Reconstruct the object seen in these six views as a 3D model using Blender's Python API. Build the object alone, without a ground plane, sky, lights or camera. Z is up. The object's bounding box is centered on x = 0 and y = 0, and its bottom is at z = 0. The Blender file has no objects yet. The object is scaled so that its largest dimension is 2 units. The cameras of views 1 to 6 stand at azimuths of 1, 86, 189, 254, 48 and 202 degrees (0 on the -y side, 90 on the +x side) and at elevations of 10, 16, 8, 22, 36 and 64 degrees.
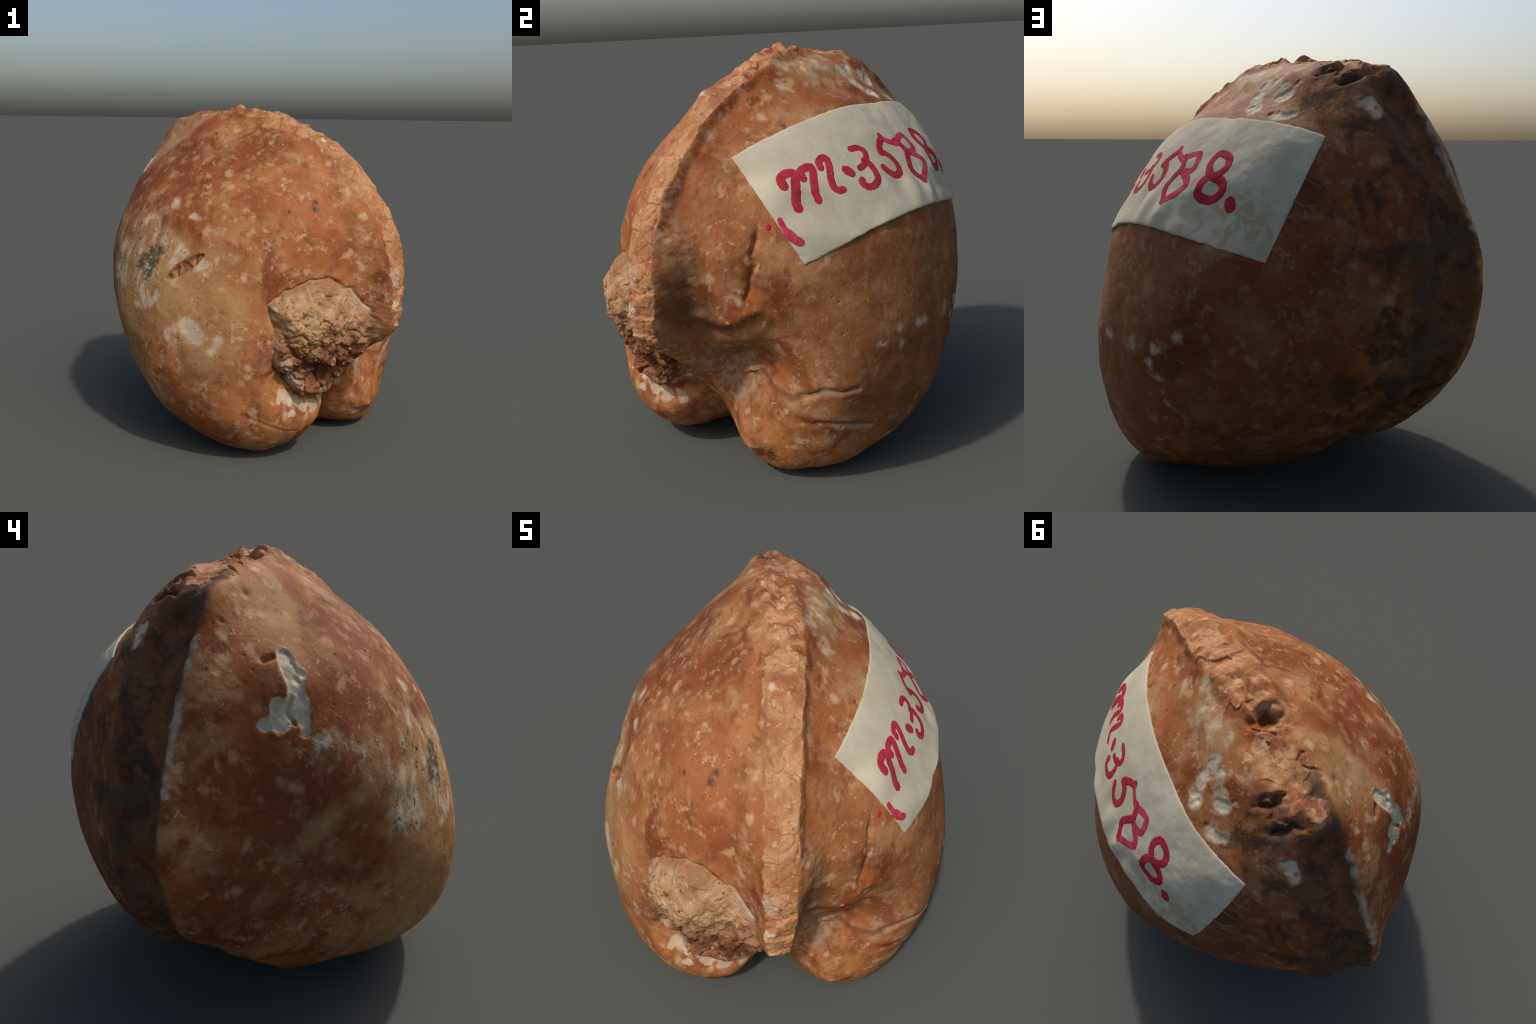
"""Fossil bivalve (a stone cast of a two-valved shell) with a glued paper label.

The body is lofted through closed cross-section rings stacked along the axis that
runs from valve to valve.  On that loft sit the flat-topped keel along the joint
of the valves, the pitted crest, the sunken band at the back, the folds beside
the keel, the two beaks below, and a lump of rock crust.
"""
import bpy, bmesh, math
import numpy as np

rng = np.random.default_rng(7)

# ------------------------------------------------------------------ the frame
HEADING = math.radians(48)                                    # the keel faces this way
K = np.array([math.sin(HEADING), -math.cos(HEADING), 0.0])    # towards the keel
W = np.array([math.cos(HEADING), math.sin(HEADING), 0.0])     # left valve -> right valve
Z = np.array([0.0, 0.0, 1.0])
O = np.array([0.020, 0.022, 1.0])                             # heart of the shell

# cross-section rings: (degrees from the joint plane, radii at equal steps round
# the ring: front, top, back, bottom)
RINGS = [
    (-90, [0.867]),
    (-72, [0.866, 0.849, 0.836, 0.826, 0.817, 0.807, 0.817, 0.788, 0.830, 0.803, 0.830, 0.839, 0.838, 0.846, 0.866, 0.857, 0.882, 0.884, 0.906, 0.912, 0.926, 0.934, 0.937, 0.953, 0.955, 0.958, 0.957, 0.940, 0.936, 0.908, 0.898, 0.875]),
    (-55, [0.868, 0.849, 0.832, 0.820, 0.807, 0.795, 0.791, 0.798, 0.793, 0.812, 0.825, 0.846, 0.858, 0.869, 0.881, 0.889, 0.891, 0.897, 0.903, 0.915, 0.930, 0.955, 0.978, 1.002, 1.046, 1.060, 1.054, 1.027, 1.001, 0.970, 0.936, 0.905]),
    (-41, [0.864, 0.859, 0.838, 0.821, 0.809, 0.802, 0.795, 0.789, 0.797, 0.809, 0.835, 0.861, 0.875, 0.895, 0.903, 0.909, 0.910, 0.903, 0.905, 0.922, 0.939, 0.956, 0.983, 1.026, 1.070, 1.105, 1.133, 1.122, 1.052, 1.001, 0.941, 0.889]),
    (-29, [0.897, 0.875, 0.866, 0.852, 0.834, 0.822, 0.806, 0.807, 0.818, 0.838, 0.857, 0.888, 0.924, 0.924, 0.933, 0.927, 0.941, 0.927, 0.928, 0.951, 0.962, 0.967, 0.980, 1.006, 1.049, 1.112, 1.163, 1.172, 1.115, 0.995, 0.974, 0.967]),
    (-19, [0.924, 0.901, 0.904, 0.870, 0.849, 0.839, 0.835, 0.842, 0.860, 0.892, 0.916, 0.947, 0.975, 0.958, 0.961, 0.972, 0.986, 0.990, 0.992, 0.985, 0.969, 0.969, 0.970, 0.973, 1.007, 1.057, 1.133, 1.145, 1.100, 0.985, 0.962, 0.967]),
    (-12, [0.918, 0.927, 0.914, 0.885, 0.894, 0.879, 0.864, 0.873, 0.897, 0.946, 0.975, 1.000, 1.023, 1.034, 1.028, 1.034, 1.036, 1.056, 1.031, 0.993, 0.960, 0.931, 0.930, 0.957, 0.973, 0.996, 1.037, 1.084, 1.051, 0.970, 0.950, 0.940]),
    (-6, [0.979, 0.998, 1.017, 0.944, 0.908, 0.936, 0.925, 0.926, 0.962, 0.976, 1.032, 1.102, 1.081, 1.068, 1.071, 1.108, 1.120, 1.083, 1.047, 0.983, 0.935, 0.896, 0.874, 0.913, 0.943, 0.957, 0.962, 0.955, 0.929, 0.905, 0.946, 0.969]),
    (0, [1.076, 1.064, 1.048, 0.995, 0.976, 0.987, 0.931, 0.974, 0.993, 0.998, 1.003, 1.080, 1.038, 1.026, 1.048, 1.030, 1.036, 1.053, 1.003, 0.985, 0.984, 0.963, 0.945, 0.930, 0.938, 0.946, 0.933, 0.904, 0.889, 0.886, 0.945, 1.088]),
    (6, [0.959, 1.017, 0.967, 0.954, 0.934, 0.915, 0.924, 0.944, 0.944, 0.974, 1.022, 1.063, 1.072, 1.057, 1.062, 1.052, 1.049, 1.043, 1.012, 0.972, 0.932, 0.945, 0.975, 0.965, 0.965, 0.992, 1.026, 1.028, 0.936, 0.854, 0.846, 0.890]),
    (12, [0.887, 0.919, 0.922, 0.914, 0.891, 0.879, 0.878, 0.886, 0.910, 0.937, 0.990, 1.019, 1.031, 1.024, 1.010, 1.010, 1.006, 0.999, 0.987, 0.971, 0.957, 0.977, 0.977, 0.981, 0.999, 1.029, 1.070, 1.127, 0.985, 0.777, 0.825, 0.860]),
    (19, [0.875, 0.904, 0.883, 0.873, 0.866, 0.849, 0.844, 0.834, 0.848, 0.880, 0.911, 0.940, 0.972, 0.978, 0.961, 0.958, 0.961, 0.957, 0.957, 0.957, 0.949, 0.967, 0.979, 0.988, 1.021, 1.069, 1.125, 1.178, 1.005, 0.746, 0.815, 0.880]),
    (29, [0.857, 0.862, 0.862, 0.868, 0.838, 0.833, 0.819, 0.820, 0.824, 0.836, 0.870, 0.902, 0.933, 0.934, 0.922, 0.912, 0.904, 0.921, 0.927, 0.930, 0.940, 0.957, 0.979, 1.011, 1.047, 1.112, 1.177, 1.164, 1.036, 0.843, 0.829, 0.863]),
    (41, [0.851, 0.845, 0.852, 0.823, 0.816, 0.806, 0.803, 0.805, 0.810, 0.818, 0.836, 0.859, 0.892, 0.901, 0.904, 0.893, 0.897, 0.902, 0.902, 0.912, 0.930, 0.952, 0.987, 1.030, 1.082, 1.125, 1.122, 1.086, 1.046, 0.966, 0.891, 0.859]),
    (55, [0.850, 0.839, 0.836, 0.811, 0.804, 0.799, 0.795, 0.797, 0.794, 0.809, 0.823, 0.846, 0.849, 0.860, 0.879, 0.885, 0.892, 0.890, 0.894, 0.905, 0.917, 0.956, 0.985, 1.012, 1.043, 1.045, 1.037, 1.014, 0.981, 0.945, 0.902, 0.872]),
    (72, [0.846, 0.839, 0.828, 0.825, 0.825, 0.820, 0.822, 0.806, 0.841, 0.820, 0.844, 0.820, 0.844, 0.843, 0.848, 0.855, 0.865, 0.882, 0.889, 0.895, 0.910, 0.912, 0.919, 0.931, 0.928, 0.934, 0.919, 0.913, 0.912, 0.888, 0.869, 0.861]),
    (90, [0.850]),
]
STEPS = 32
LAT = np.array([ring[0] for ring in RINGS], float)
RADII = np.concatenate([np.array(ring[1]) for ring in RINGS])
EXT = np.concatenate([[-180 - LAT[1]], LAT, [180 - LAT[-2]]])


def hermite(x, nodes, i):
    x0, x1, x2, x3 = [nodes[i + j] for j in (-1, 0, 1, 2)]
    h = x2 - x1
    t = (x - x1) / h
    h00, h10 = 2 * t**3 - 3 * t**2 + 1, t**3 - 2 * t**2 + t
    h01, h11 = -2 * t**3 + 3 * t**2, t**3 - t**2

    def tangent(a, b, c):
        p, q = b - a, c - b
        return -q / (p * (p + q)), (q - p) / (p * q), p / (q * (p + q))
    a0, a1, a2 = tangent(x0, x1, x2)
    b1, b2, b3 = tangent(x1, x2, x3)
    return [h * h10 * a0, h00 + h * h10 * a1 + h * h11 * b1, h01 + h * h10 * a2 + h * h11 * b2, h * h11 * b3]


def sstep(a, b, x):
    t = np.clip((x - a) / (b - a), 0, 1)
    return t * t * (3 - 2 * t)


def loft(lat, phi):
    """radius of the lofted body in the direction (lat, phi), in degrees"""
    last = len(LAT) - 1
    j = np.clip(np.searchsorted(LAT, lat, side="right") - 1, 0, last - 1)
    wl = hermite(lat, EXT, j + 1)
    f = phi / 360 * STEPS
    i0 = np.floor(f).astype(int)
    t = f - i0
    wp = [-.5*t**3 + t**2 - .5*t, 1.5*t**3 - 2.5*t**2 + 1, -1.5*t**3 + 2*t**2 + .5*t, .5*t**3 - .5*t**2]
    out = np.zeros(len(lat))
    for a in range(4):
        for b in range(4):
            row, col = j + a - 1, i0 + b - 1
            over = (row < 0) | (row > last)
            col = np.where(over, col + STEPS // 2, col) % STEPS
            row = np.where(row < 0, -row, np.where(row > last, 2 * last - row, row))
            k = np.where(row == 0, 0, np.where(row == last, len(RADII) - 1, 1 + (row - 1) * STEPS + col))
            out += wl[a] * wp[b] * RADII[k]
    # round the two side poles off smoothly
    for sign, ring, pole in ((-1, RINGS[1][1], RINGS[0][1][0]), (1, RINGS[-2][1], RINGS[-1][1][0])):
        m = sign * lat > 60
        if not m.any():
            continue
        ring = np.array(ring)
        spec = np.fft.rfft(ring) / STEPS
        q = np.cos(np.radians(lat[m])) / math.cos(math.radians(72))
        p = np.radians(phi[m])
        cap = pole + (spec[0].real - pole) * q**2
        for n in range(1, 7):
            cap += 2 * q**n * (spec[n].real * np.cos(n * p) - spec[n].imag * np.sin(n * p))
        w = sstep(61, 73, sign * lat[m])
        out[m] = out[m] * (1 - w) + cap * w
    return out


def angles(d):
    x, y, z = d @ K, d @ Z, d @ W
    r = np.sqrt(x * x + y * y + z * z)
    return np.degrees(np.arcsin(np.clip(z / r, -1, 1))), np.degrees(np.arctan2(y, x)) % 360


# ------------------------------------------------------------------ noise
def _hash(ix, iy, iz, seed):
    h = (ix.astype(np.uint32) * np.uint32(374761393) + iy.astype(np.uint32) * np.uint32(668265263)
         + iz.astype(np.uint32) * np.uint32(2147483647) + np.uint32(seed * 974711 + 12345))
    h = (h ^ (h >> np.uint32(13))) * np.uint32(1274126177)
    h = (h ^ (h >> np.uint32(16))) * np.uint32(2246822519)
    return h ^ (h >> np.uint32(15))


def noise(p, seed=0):
    """smooth gradient noise, about -1 to 1"""
    i = np.floor(p).astype(np.int64)
    f = p - i
    u = f * f * f * (f * (f * 6 - 15) + 10)
    out = np.zeros(len(p))
    for c in range(8):
        o = np.array([c & 1, c >> 1 & 1, c >> 2 & 1])
        h = _hash(i[:, 0] + o[0], i[:, 1] + o[1], i[:, 2] + o[2], seed)
        g = f - o
        a = (h & np.uint32(1023)).astype(float) / 1023 * 2 - 1
        b = (h >> np.uint32(10) & np.uint32(1023)).astype(float) / 1023 * 2 - 1
        e = (h >> np.uint32(20) & np.uint32(1023)).astype(float) / 1023 * 2 - 1
        w = np.prod(np.where(o == 1, u, 1 - u), axis=1)
        out += w * (a * g[:, 0] + b * g[:, 1] + e * g[:, 2])
    return out * 1.4


def fbm(p, octaves=4, seed=0, gain=0.5, ridged=False):
    out, amp = np.zeros(len(p)), 1.0
    for o in range(octaves):
        n = noise(p * 2.0**o + 17.3 * o, seed + o)
        out += amp * (1 - 2 * np.abs(n) if ridged else n)
        amp *= gain
    return out


def cells(p, seed=0):
    """distance to the nearest and second nearest cell point, and the cell's own random value"""
    i = np.floor(p).astype(np.int64)
    d1, d2, who = np.full(len(p), 9.0), np.full(len(p), 9.0), np.zeros(len(p))
    for ox in (-1, 0, 1):
        for oy in (-1, 0, 1):
            for oz in (-1, 0, 1):
                c = i + np.array([ox, oy, oz])
                h = _hash(c[:, 0], c[:, 1], c[:, 2], seed)
                q = c + np.stack([(h & np.uint32(1023)), (h >> np.uint32(10) & np.uint32(1023)), (h >> np.uint32(20) & np.uint32(1023))], 1) / 1023.0
                d = np.linalg.norm(p - q, axis=1)
                near = d < d1
                d2 = np.where(near, d1, np.minimum(d2, d))
                who = np.where(near, (h >> np.uint32(7) & np.uint32(255)) / 255.0, who)
                d1 = np.where(near, d, d1)
    return d1, d2, who


# ------------------------------------------------------------------ sculpting tools
def along(p, path):
    """distance of points to a polyline and the place along it, 0 to 1"""
    path = np.array(path, float)
    best, where = np.full(len(p), 9.0), np.zeros(len(p))
    n = len(path) - 1
    for i in range(n):
        a, b = path[i], path[i + 1]
        ab = b - a
        t = np.clip(((p - a) @ ab) / (ab @ ab), 0, 1)
        d = np.linalg.norm(p - a - t[:, None] * ab, axis=1)
        where = np.where(d < best, (i + t) / n, where)
        best = np.minimum(best, d)
    return best, where


def over(p, path):
    """like along(), but measured over the surface: the path is first laid onto it, as seen from the heart"""
    q = p - O
    r = np.linalg.norm(q, axis=1, keepdims=True)
    line = np.array(path, float) - O
    d, t = along(q / r, line / np.linalg.norm(line, axis=1, keepdims=True))
    return d * r[:, 0], t


def dome(p, centre, size):
    return np.exp(-(np.linalg.norm(p - np.array(centre), axis=1) / size) ** 2)


def groove(p, path, width):
    d, t = over(p, path)
    return np.exp(-(d / width) ** 2) * np.clip(6 * np.minimum(t, 1 - t) + .35, 0, 1)


# ------------------------------------------------------------------ places on the shell
FOLD = [(.811, -.141, 1.298), (.824, -.181, 1.226), (.853, -.194, 1.12), (.868, -.223, 1.01), (.85, -.24, .947), (.841, -.197, .881)]
LEDGE = [(.765, -.50, .82), (.757, -.43, .815), (.775, -.35, .80), (.81, -.27, .825), (.845, -.198, .880), (.86, -.15, .93)]
UNDERCUT = [(.80, -.51, .84), (.72, -.39, .74), (.74, -.25, .72), (.826, -.135, .80)]
CRACK_UPPER = [(.655, -.165, .545), (.70, -.11, .505), (.773, -.049, .474), (.83, .02, .50), (.887, .093, .531), (.892, .238, .526)]
CRACK_LOWER = [(.78, -.03, .40), (.84, .066, .375), (.862, .13, .36), (.861, .20, .335), (.804, .311, .295)]
BEAK_CRACK = [(-.014, -.854, .326), (.11, -.829, .272), (.257, -.721, .223)]
BACK_NOTCH = [(-.66, .58, .55), (-.60, .55, .50), (-.499, .547, .42), (-.318, .425, .27)]
CLEFT = [(-.60, .49, .49), (-.50, .46, .43), (-.35, .40, .32), (-.20, .33, .20), (-.02, .26, .10)]
PALE_STREAK = [(-0.836, -0.142, 1.158), (-0.876, -0.007, 1.1), (-0.891, 0.115, 1.017), (-0.888, 0.217, 0.945)]
SCAR = [(-.46, -.672, 1.043), (-.366, -.707, 1.106), (-.257, -.726, 1.187)]
CREST = [(.30, -.20, 1.86), (.05, -.02, 1.94), (-.15, .15, 1.95), (-.30, .36, 1.91), (-.42, .43, 1.90)]
CRESCENT = [(-.739, .136, 1.526), (-.757, .159, 1.484), (-.774, .135, 1.437)]
SLOT = [(-.669, .221, 1.658), (-.654, .179, 1.666)]
CHALK_LEFT = [((-.645, .133, 1.662), .034), ((-.67, .128, 1.632), .038), ((-.692, .120, 1.605), .040), ((-.715, .112, 1.567), .034), ((-.683, .075, 1.599), .022), ((-.735, .115, 1.528), .030),
              ((-.745, .190, 1.494), .034), ((-.748, .150, 1.485), .040), ((-.745, .105, 1.497), .034), ((-.767, .098, 1.45), .034),
              ((-.772, .250, 1.440), .030), ((-.774, .190, 1.445), .040), ((-.785, .098, 1.405), .022), ((-.795, .05, 1.38), .018)]
CHALK_TOP = [((.029, .322, 1.898), .022), ((.043, .348, 1.859), .032), ((-.007, .371, 1.879), .020), ((.063, .38, 1.81), .032), ((.03, .375, 1.845), .034),
             ((.072, .418, 1.778), .028), ((.089, .457, 1.742), .022), ((.082, .494, 1.721), .018), ((.065, .48, 1.73), .018), ((-.033, .48, 1.791), .024),
             ((-.06, .487, 1.80), .028), ((-.085, .491, 1.808), .024), ((-.116, .472, 1.847), .014), ((-.021, .569, 1.71), .022), ((-.045, .58, 1.708), .026),
             ((-.068, .589, 1.706), .024), ((-.115, .59, 1.716), .020), ((-.09, .595, 1.70), .018)]
CHALK_BACK = [((-.421, .612, 1.753), .034), ((-.454, .638, 1.705), .026)]
STRIP = [(-.628, .467, 1.741), (-.667, .487, 1.68), (-.694, .545, 1.58), (-.739, .564, 1.504), (-.777, .594, 1.423), (-.80, .61, 1.36)]
CRUST_FOOT = [(.14, -.83, .55), (.23, -.76, .42), (.32, -.66, .385), (.46, -.52, .38)]
# loop round the foot of the rock crust
CRUST_LOOP = [(.11, -.845, .936), (.186, -.835, 1.024), (.281, -.816, 1.062), (.413, -.787, 1.071), (.485, -.774, 1.043),
              (.579, -.729, .972), (.662, -.715, .90), (.70, -.69, .79), (.67, -.62, .656), (.57, -.50, .52), (.403, -.64, .400),
              (.308, -.735, .392), (.197, -.813, .455), (.137, -.854, .606), (.142, -.876, .722), (.116, -.863, .852)]


def inside_loop(d, loop):
    """signed distance (in radians, positive inside) to a loop of places, seen from the heart of the shell"""
    q = np.array(loop) - O
    q /= np.linalg.norm(q, axis=1, keepdims=True)
    c = q.mean(0)
    c /= np.linalg.norm(c)
    e1 = np.cross(c, Z)
    e1 /= np.linalg.norm(e1)
    e2 = np.cross(e1, c)
    dc = d @ c
    safe = np.maximum(dc, .2)
    x, y = d @ e1 / safe, d @ e2 / safe
    qx, qy = q @ e1 / (q @ c), q @ e2 / (q @ c)
    dist, odd = np.full(len(d), 9.0), np.zeros(len(d), bool)
    for i in range(len(q)):
        ax, ay, bx, by = qx[i - 1], qy[i - 1], qx[i], qy[i]
        t = np.clip(((x - ax) * (bx - ax) + (y - ay) * (by - ay)) / ((bx - ax)**2 + (by - ay)**2), 0, 1)
        dist = np.minimum(dist, np.hypot(x - ax - t * (bx - ax), y - ay - t * (by - ay)))
        cross = (ay > y) != (by > y)
        with np.errstate(divide="ignore", invalid="ignore"):
            odd ^= cross & (x < (bx - ax) * (y - ay) / (by - ay if by != ay else 1e-9) + ax)
    return np.where((dc > .25) & odd, dist, -dist) * np.where(dc > .25, 1, 9)


# ------------------------------------------------------------------ the body
def keel_coordinate(lat, phi):
    """0 on the middle of the keel, 1 at its edges; and how much of a keel there is"""
    p = (phi + 180) % 360 - 180
    half = np.interp(p, [-30, -15, -8, 0, 25, 45, 58, 75], [2.0, 2.3, 2.9, 3.7, 4.0, 4.2, 4.8, 5.0])
    mid = np.interp(p, [-30, 0, 25, 45, 58, 75], [.35, .4, .5, .8, 1.4, 1.4])
    present = sstep(-30, -20, p) * (1 - sstep(60, 74, p))
    return (lat - mid) / half, present, half, mid


def body_radius(d):
    lat, phi = angles(d)
    p180 = (phi + 180) % 360 - 180
    wob = noise(d * 6, 3) * .15 + noise(d * 15, 4) * .09 + noise(d * 48, 7) * .05
    # the keel: a flat top with sharp edges, and flanks that fall away
    x, keel, half, mid = keel_coordinate(lat, phi)
    xa = np.abs(x) + wob
    flat = np.where(x > 0, .40 + .25 * sstep(8, 35, p180), .40 + .30 * sstep(10, 35, p180))                          # crisp on its right, softer on its left
    bent = np.where(xa < 1, flat * np.maximum(xa, 0), np.where(xa < 2.3, flat + (xa - 1) * (2.3 - flat) / 1.3, xa))
    lat_keel = mid + half * np.sign(x) * bent
    # the sunken band at the back: a sharp rim on the left, a softer one on the right
    back = sstep(118, 132, phi) * (1 - sstep(205, 222, phi))
    lw = lat + wob * 3
    lat_back = np.interp(lw, [-12, -5.6, -3.4, 3.0, 6.3, 8.0, 12], [-12, -5.6, -1.2, 1.5, 5.0, 8.0, 12])
    lat_used = lat + keel * (lat_keel - lat) + back * np.where(np.abs(lw) < 12, lat_back - lat, 0)
    r = loft(lat_used, phi)
    r = r + keel * .022 * sstep(5, 30, p180) * np.where(x > 0, x * (1 - sstep(.98, 1.5, xa)), x * (1 - sstep(.9, 2.3, xa)))
    p = O + d * r[:, None]
    out = {"lat_used": lat_used, "keel": keel * (1 - sstep(.96, 1.06, xa + np.where(x < 0, .30 * noise(d * 13, 10) + .12 * noise(d * 40, 12), 0))), "lat": lat, "phi": phi, "p": p}

    # --- keel: crumbly top, growth steps near its tip, a flake of shell on its left edge
    kz = out["keel"]
    m = kz > 0
    h = np.zeros(m.sum())
    pm = p[m]
    c1, c2, who = cells(pm * 15 + fbm(pm * 8, 2, 31)[:, None] * .5, 5)
    h += fbm(pm * 10, 4, 11) * .011 + (who - .5) * .010 * sstep(.02, .2, c2 - c1) - .006 * (1 - sstep(0, .12, c2 - c1))
    steps = (p180[m] + 2.5 * noise(pm * 7, 8)) / 5.2
    h += np.where(p180[m] < 4, (steps % 1 - .5) * .012, 0)
    r[m] += kz[m] * h
    r += .026 * dome(p, (.482, -.548, 1.53), .042) + .016 * dome(p, (.45, -.505, 1.585), .04)

    # --- crest: two rims with a rough trough between, holes and knobs
    cd, ct = along(p, CREST)
    rough = 1 - sstep(.07, .15, cd + .05 * noise(p * 9, 14))
    m = rough > 0
    c1, c2, who = cells(p[m] * 9 + fbm(p[m] * 8, 2, 30)[:, None] * .4, 6)
    h = fbm(p[m] * 6, 3, 21) * .026 + (who - .5) * .016 + fbm(p[m] * 24, 2, 25) * .003 * (1 + 2 * sstep(0, .6, noise(p[m] * 5, 29)))
    r[m] += rough[m] * h
    out["crest"] = rough
    r += .016 * dome(p, (.25, -.17, 1.885), .085) * sstep(1.855, 1.872, p[:, 2] + .012 * noise(p * 14, 9))
    pj = p + .030 * np.stack([fbm(p * 14, 2, q) for q in (26, 27, 28)], 1)
    r += -.045 * groove(pj, [(.12, -.06, 1.95), (-.02, .06, 1.96), (-.12, .12, 1.96)], .045)
    r += -.062 * dome(pj, (-.125, .10, 1.965), .042) - .05 * dome(pj, (-.07, .14, 1.955), .035)
    r += .045 * dome(p, (-.094, .045, 1.985), .040) + .02 * dome(p, (-.17, .045, 1.96), .05)
    r += -.040 * groove(pj, [(-.21, .46, 1.90), (-.27, .43, 1.90), (-.33, .40, 1.90)], .022) - .042 * groove(pj, [(-.29, .55, 1.85), (-.36, .51, 1.86), (-.42, .46, 1.87)], .022)
    r += .050 * dome(p, (-.485, .485, 1.875), .070) + .022 * dome(p, (-.31, .40, 1.92), .03) + .02 * dome(p, (-.37, .42, 1.92), .03) + .02 * dome(p, (-.27, .38, 1.92), .022)

    # --- back band: rolled white rim on the left, wrinkled floor
    band = back * sstep(-4.5, -2.5, lw) * (1 - sstep(4.5, 7, lw))
    m = band > 0
    r[m] += band[m] * (fbm(p[m] * np.array([9, 9, 5]), 5, 41) * .013 + fbm(p[m] * 17, 3, 43, ridged=True) * .004)
    out["band"] = band
    rim, _ = over(p, STRIP + [(-.84, .635, 1.267), (-.865, .655, 1.1)])
    r += .005 * np.exp(-(rim / .02) ** 2)
    r -= .045 * groove(p, BACK_NOTCH, .045) + .125 * groove(p, CLEFT, .135) + .055 * groove(p, [(-.56, .34, .38), (-.35, .24, .25), (-.25, .14, .19)], .09)

    # --- right valve: fold beside the keel, hollow under it, knobs, cracks in the beak
    fd, ft = over(p + .012 * np.stack([noise(p * 12, s) + .5 * noise(p * 34, s + 4) for s in (45, 46, 47)], 1), FOLD)
    fold_rough = np.clip(.8 + .8 * noise(p * 12, 55), .2, 1.4)
    r -= .015 * np.exp(-(fd / .013) ** 2) * sstep(0, .25, ft) * fold_rough + .006 * np.exp(-(fd / .04) ** 2)
    up, _ = over(p, np.array(LEDGE) + (0, 0, .026))
    down, dt = over(p, np.array(LEDGE) - (0, 0, .034))
    r += sstep(.05, .45, dt) * (.009 * np.exp(-(up / .034) ** 2) - .032 * np.exp(-(down / .036) ** 2) * sstep(1.0, .75, dt))
    r += .006 * dome(p, (.848, -.20, .895), .035) + .014 * dome(p, (.75, -.45, .86), .032)
    r -= .018 * dome(p, (.83, -.13, .81), .05)
    jag = p + .010 * np.stack([noise(p * 12, s) + .6 * noise(p * 34, s + 4) for s in (51, 52, 53)], 1)
    broken = np.clip(.65 + 1.3 * noise(p * 8, 58), .0, 1.5)
    for path in (CRACK_UPPER, CRACK_LOWER):
        cdist, cpos = over(jag, path)
        r += -.011 * np.exp(-(cdist / .0085) ** 2) * broken * (.4 + .6 * sstep(.2, .5, cpos)) + .004 * np.exp(-((cdist - .022) / .02) ** 2)
    r -= .015 * np.exp(-(along(p, [(.43, -.111, 1.758), (.457, -.143, 1.743)])[0] / .014) ** 2)
    r -= .005 * np.exp(-(over(p, BEAK_CRACK)[0] / .010) ** 2)
    r += .016 * dome(p, (.634, -.21, .545), .035) - .02 * dome(p, (.625, -.22, .50), .025)


    r += .042 * dome(p, (.745, -.21, .25), .085) + .022 * dome(p, (.63, -.18, .60), .05)
    r += .045 * dome(p, (.70, -.285, .235), .075) - .045 * dome(p, (.64, -.235, .43), .065)

    # --- left valve: scar, chalky chips, slots
    sd, stt = over(p, SCAR)
    wide = .008 + .026 * np.sin(np.clip(stt, 0, 1) * math.pi) ** .8
    r -= np.where(sd < .08, .020 * np.exp(-(sd / wide) ** 4) * (1 + .30 * np.sin(stt * 26 + 4 * noise(p * 20, 66))), 0)
    jag = p + .010 * np.stack([noise(p * 14, s) for s in (61, 62, 63)], 1)
    for group, depth in ((CHALK_LEFT, .011), (CHALK_TOP, .006), (CHALK_BACK, .004)):
        sdf = np.full(len(p), 9.0)
        for c, rad in group:
            lay = (np.array(c) - O) / np.linalg.norm(np.array(c) - O)
            q = np.linalg.norm((jag - O) / np.linalg.norm(p - O, axis=1, keepdims=True) - lay, axis=1) * .95 - rad
            blend = np.maximum(.03 - np.abs(sdf - q), 0) / .03
            sdf = np.minimum(sdf, q) - blend**3 * .03 / 6
        r -= depth * (1 - sstep(-.014, .006, sdf))
        m = sdf < .01
        r[m] += (1 - sstep(-.01, .01, sdf[m])) * fbm(p[m] * 28, 2, 64) * .003
    r -= .016 * np.exp(-(over(p, CRESCENT)[0] / .009) ** 2) + .020 * np.exp(-(over(p, SLOT)[0] / .010) ** 2)
    for c, size, depth in (((-.469, .233, 1.876), .022, .016), ((-.586, .358, 1.798), .012, .012), ((.172, .109, 1.889), .012, .012),
                           ((.062, .45, 1.745), .014, .016), ((.07, .475, 1.72), .012, .014), ((.549, 0, 1.647), .016, .014),
                           ((-.696, .105, 1.585), .014, .010), ((-.24, -.755, 1.10), .012, .01), ((-.24, -.775, 1.06), .01, .012)):
        r -= depth * dome(p, c, size)

    # --- rock crust stuck on the left side of the keel
    jagd = d + .030 * np.stack([noise(d * 8, s) for s in (71, 72, 73)], 1) + .012 * np.stack([noise(d * 24, s) for s in (74, 75, 76)], 1)
    s = inside_loop(jagd, CRUST_LOOP)
    m = s > -.03
    pm = p[m]
    warp = pm + .02 * np.stack([fbm(pm * 12, 2, q) for q in (81, 82, 83)], 1)
    c1, c2, who = cells(warp * 9, 84)
    f1, f2, fwho = cells(warp * np.array([24, 24, 30]), 85)
    high = sstep(.62, .98, pm[:, 2])
    # smooth top, deeply broken lower face
    low = 1 - high
    crag = fbm(pm * 5, 4, 86) * .030 + fbm(pm * 13, 3, 89, ridged=True) * .005 + (who - .5) * (.008 + .014 * low) + (fwho - .5) * (.002 + .009 * low) + fbm(pm * 30, 3, 87) * .004
    ledge = fbm(warp * np.array([6, 6, 15]), 4, 88, ridged=True)
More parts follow.
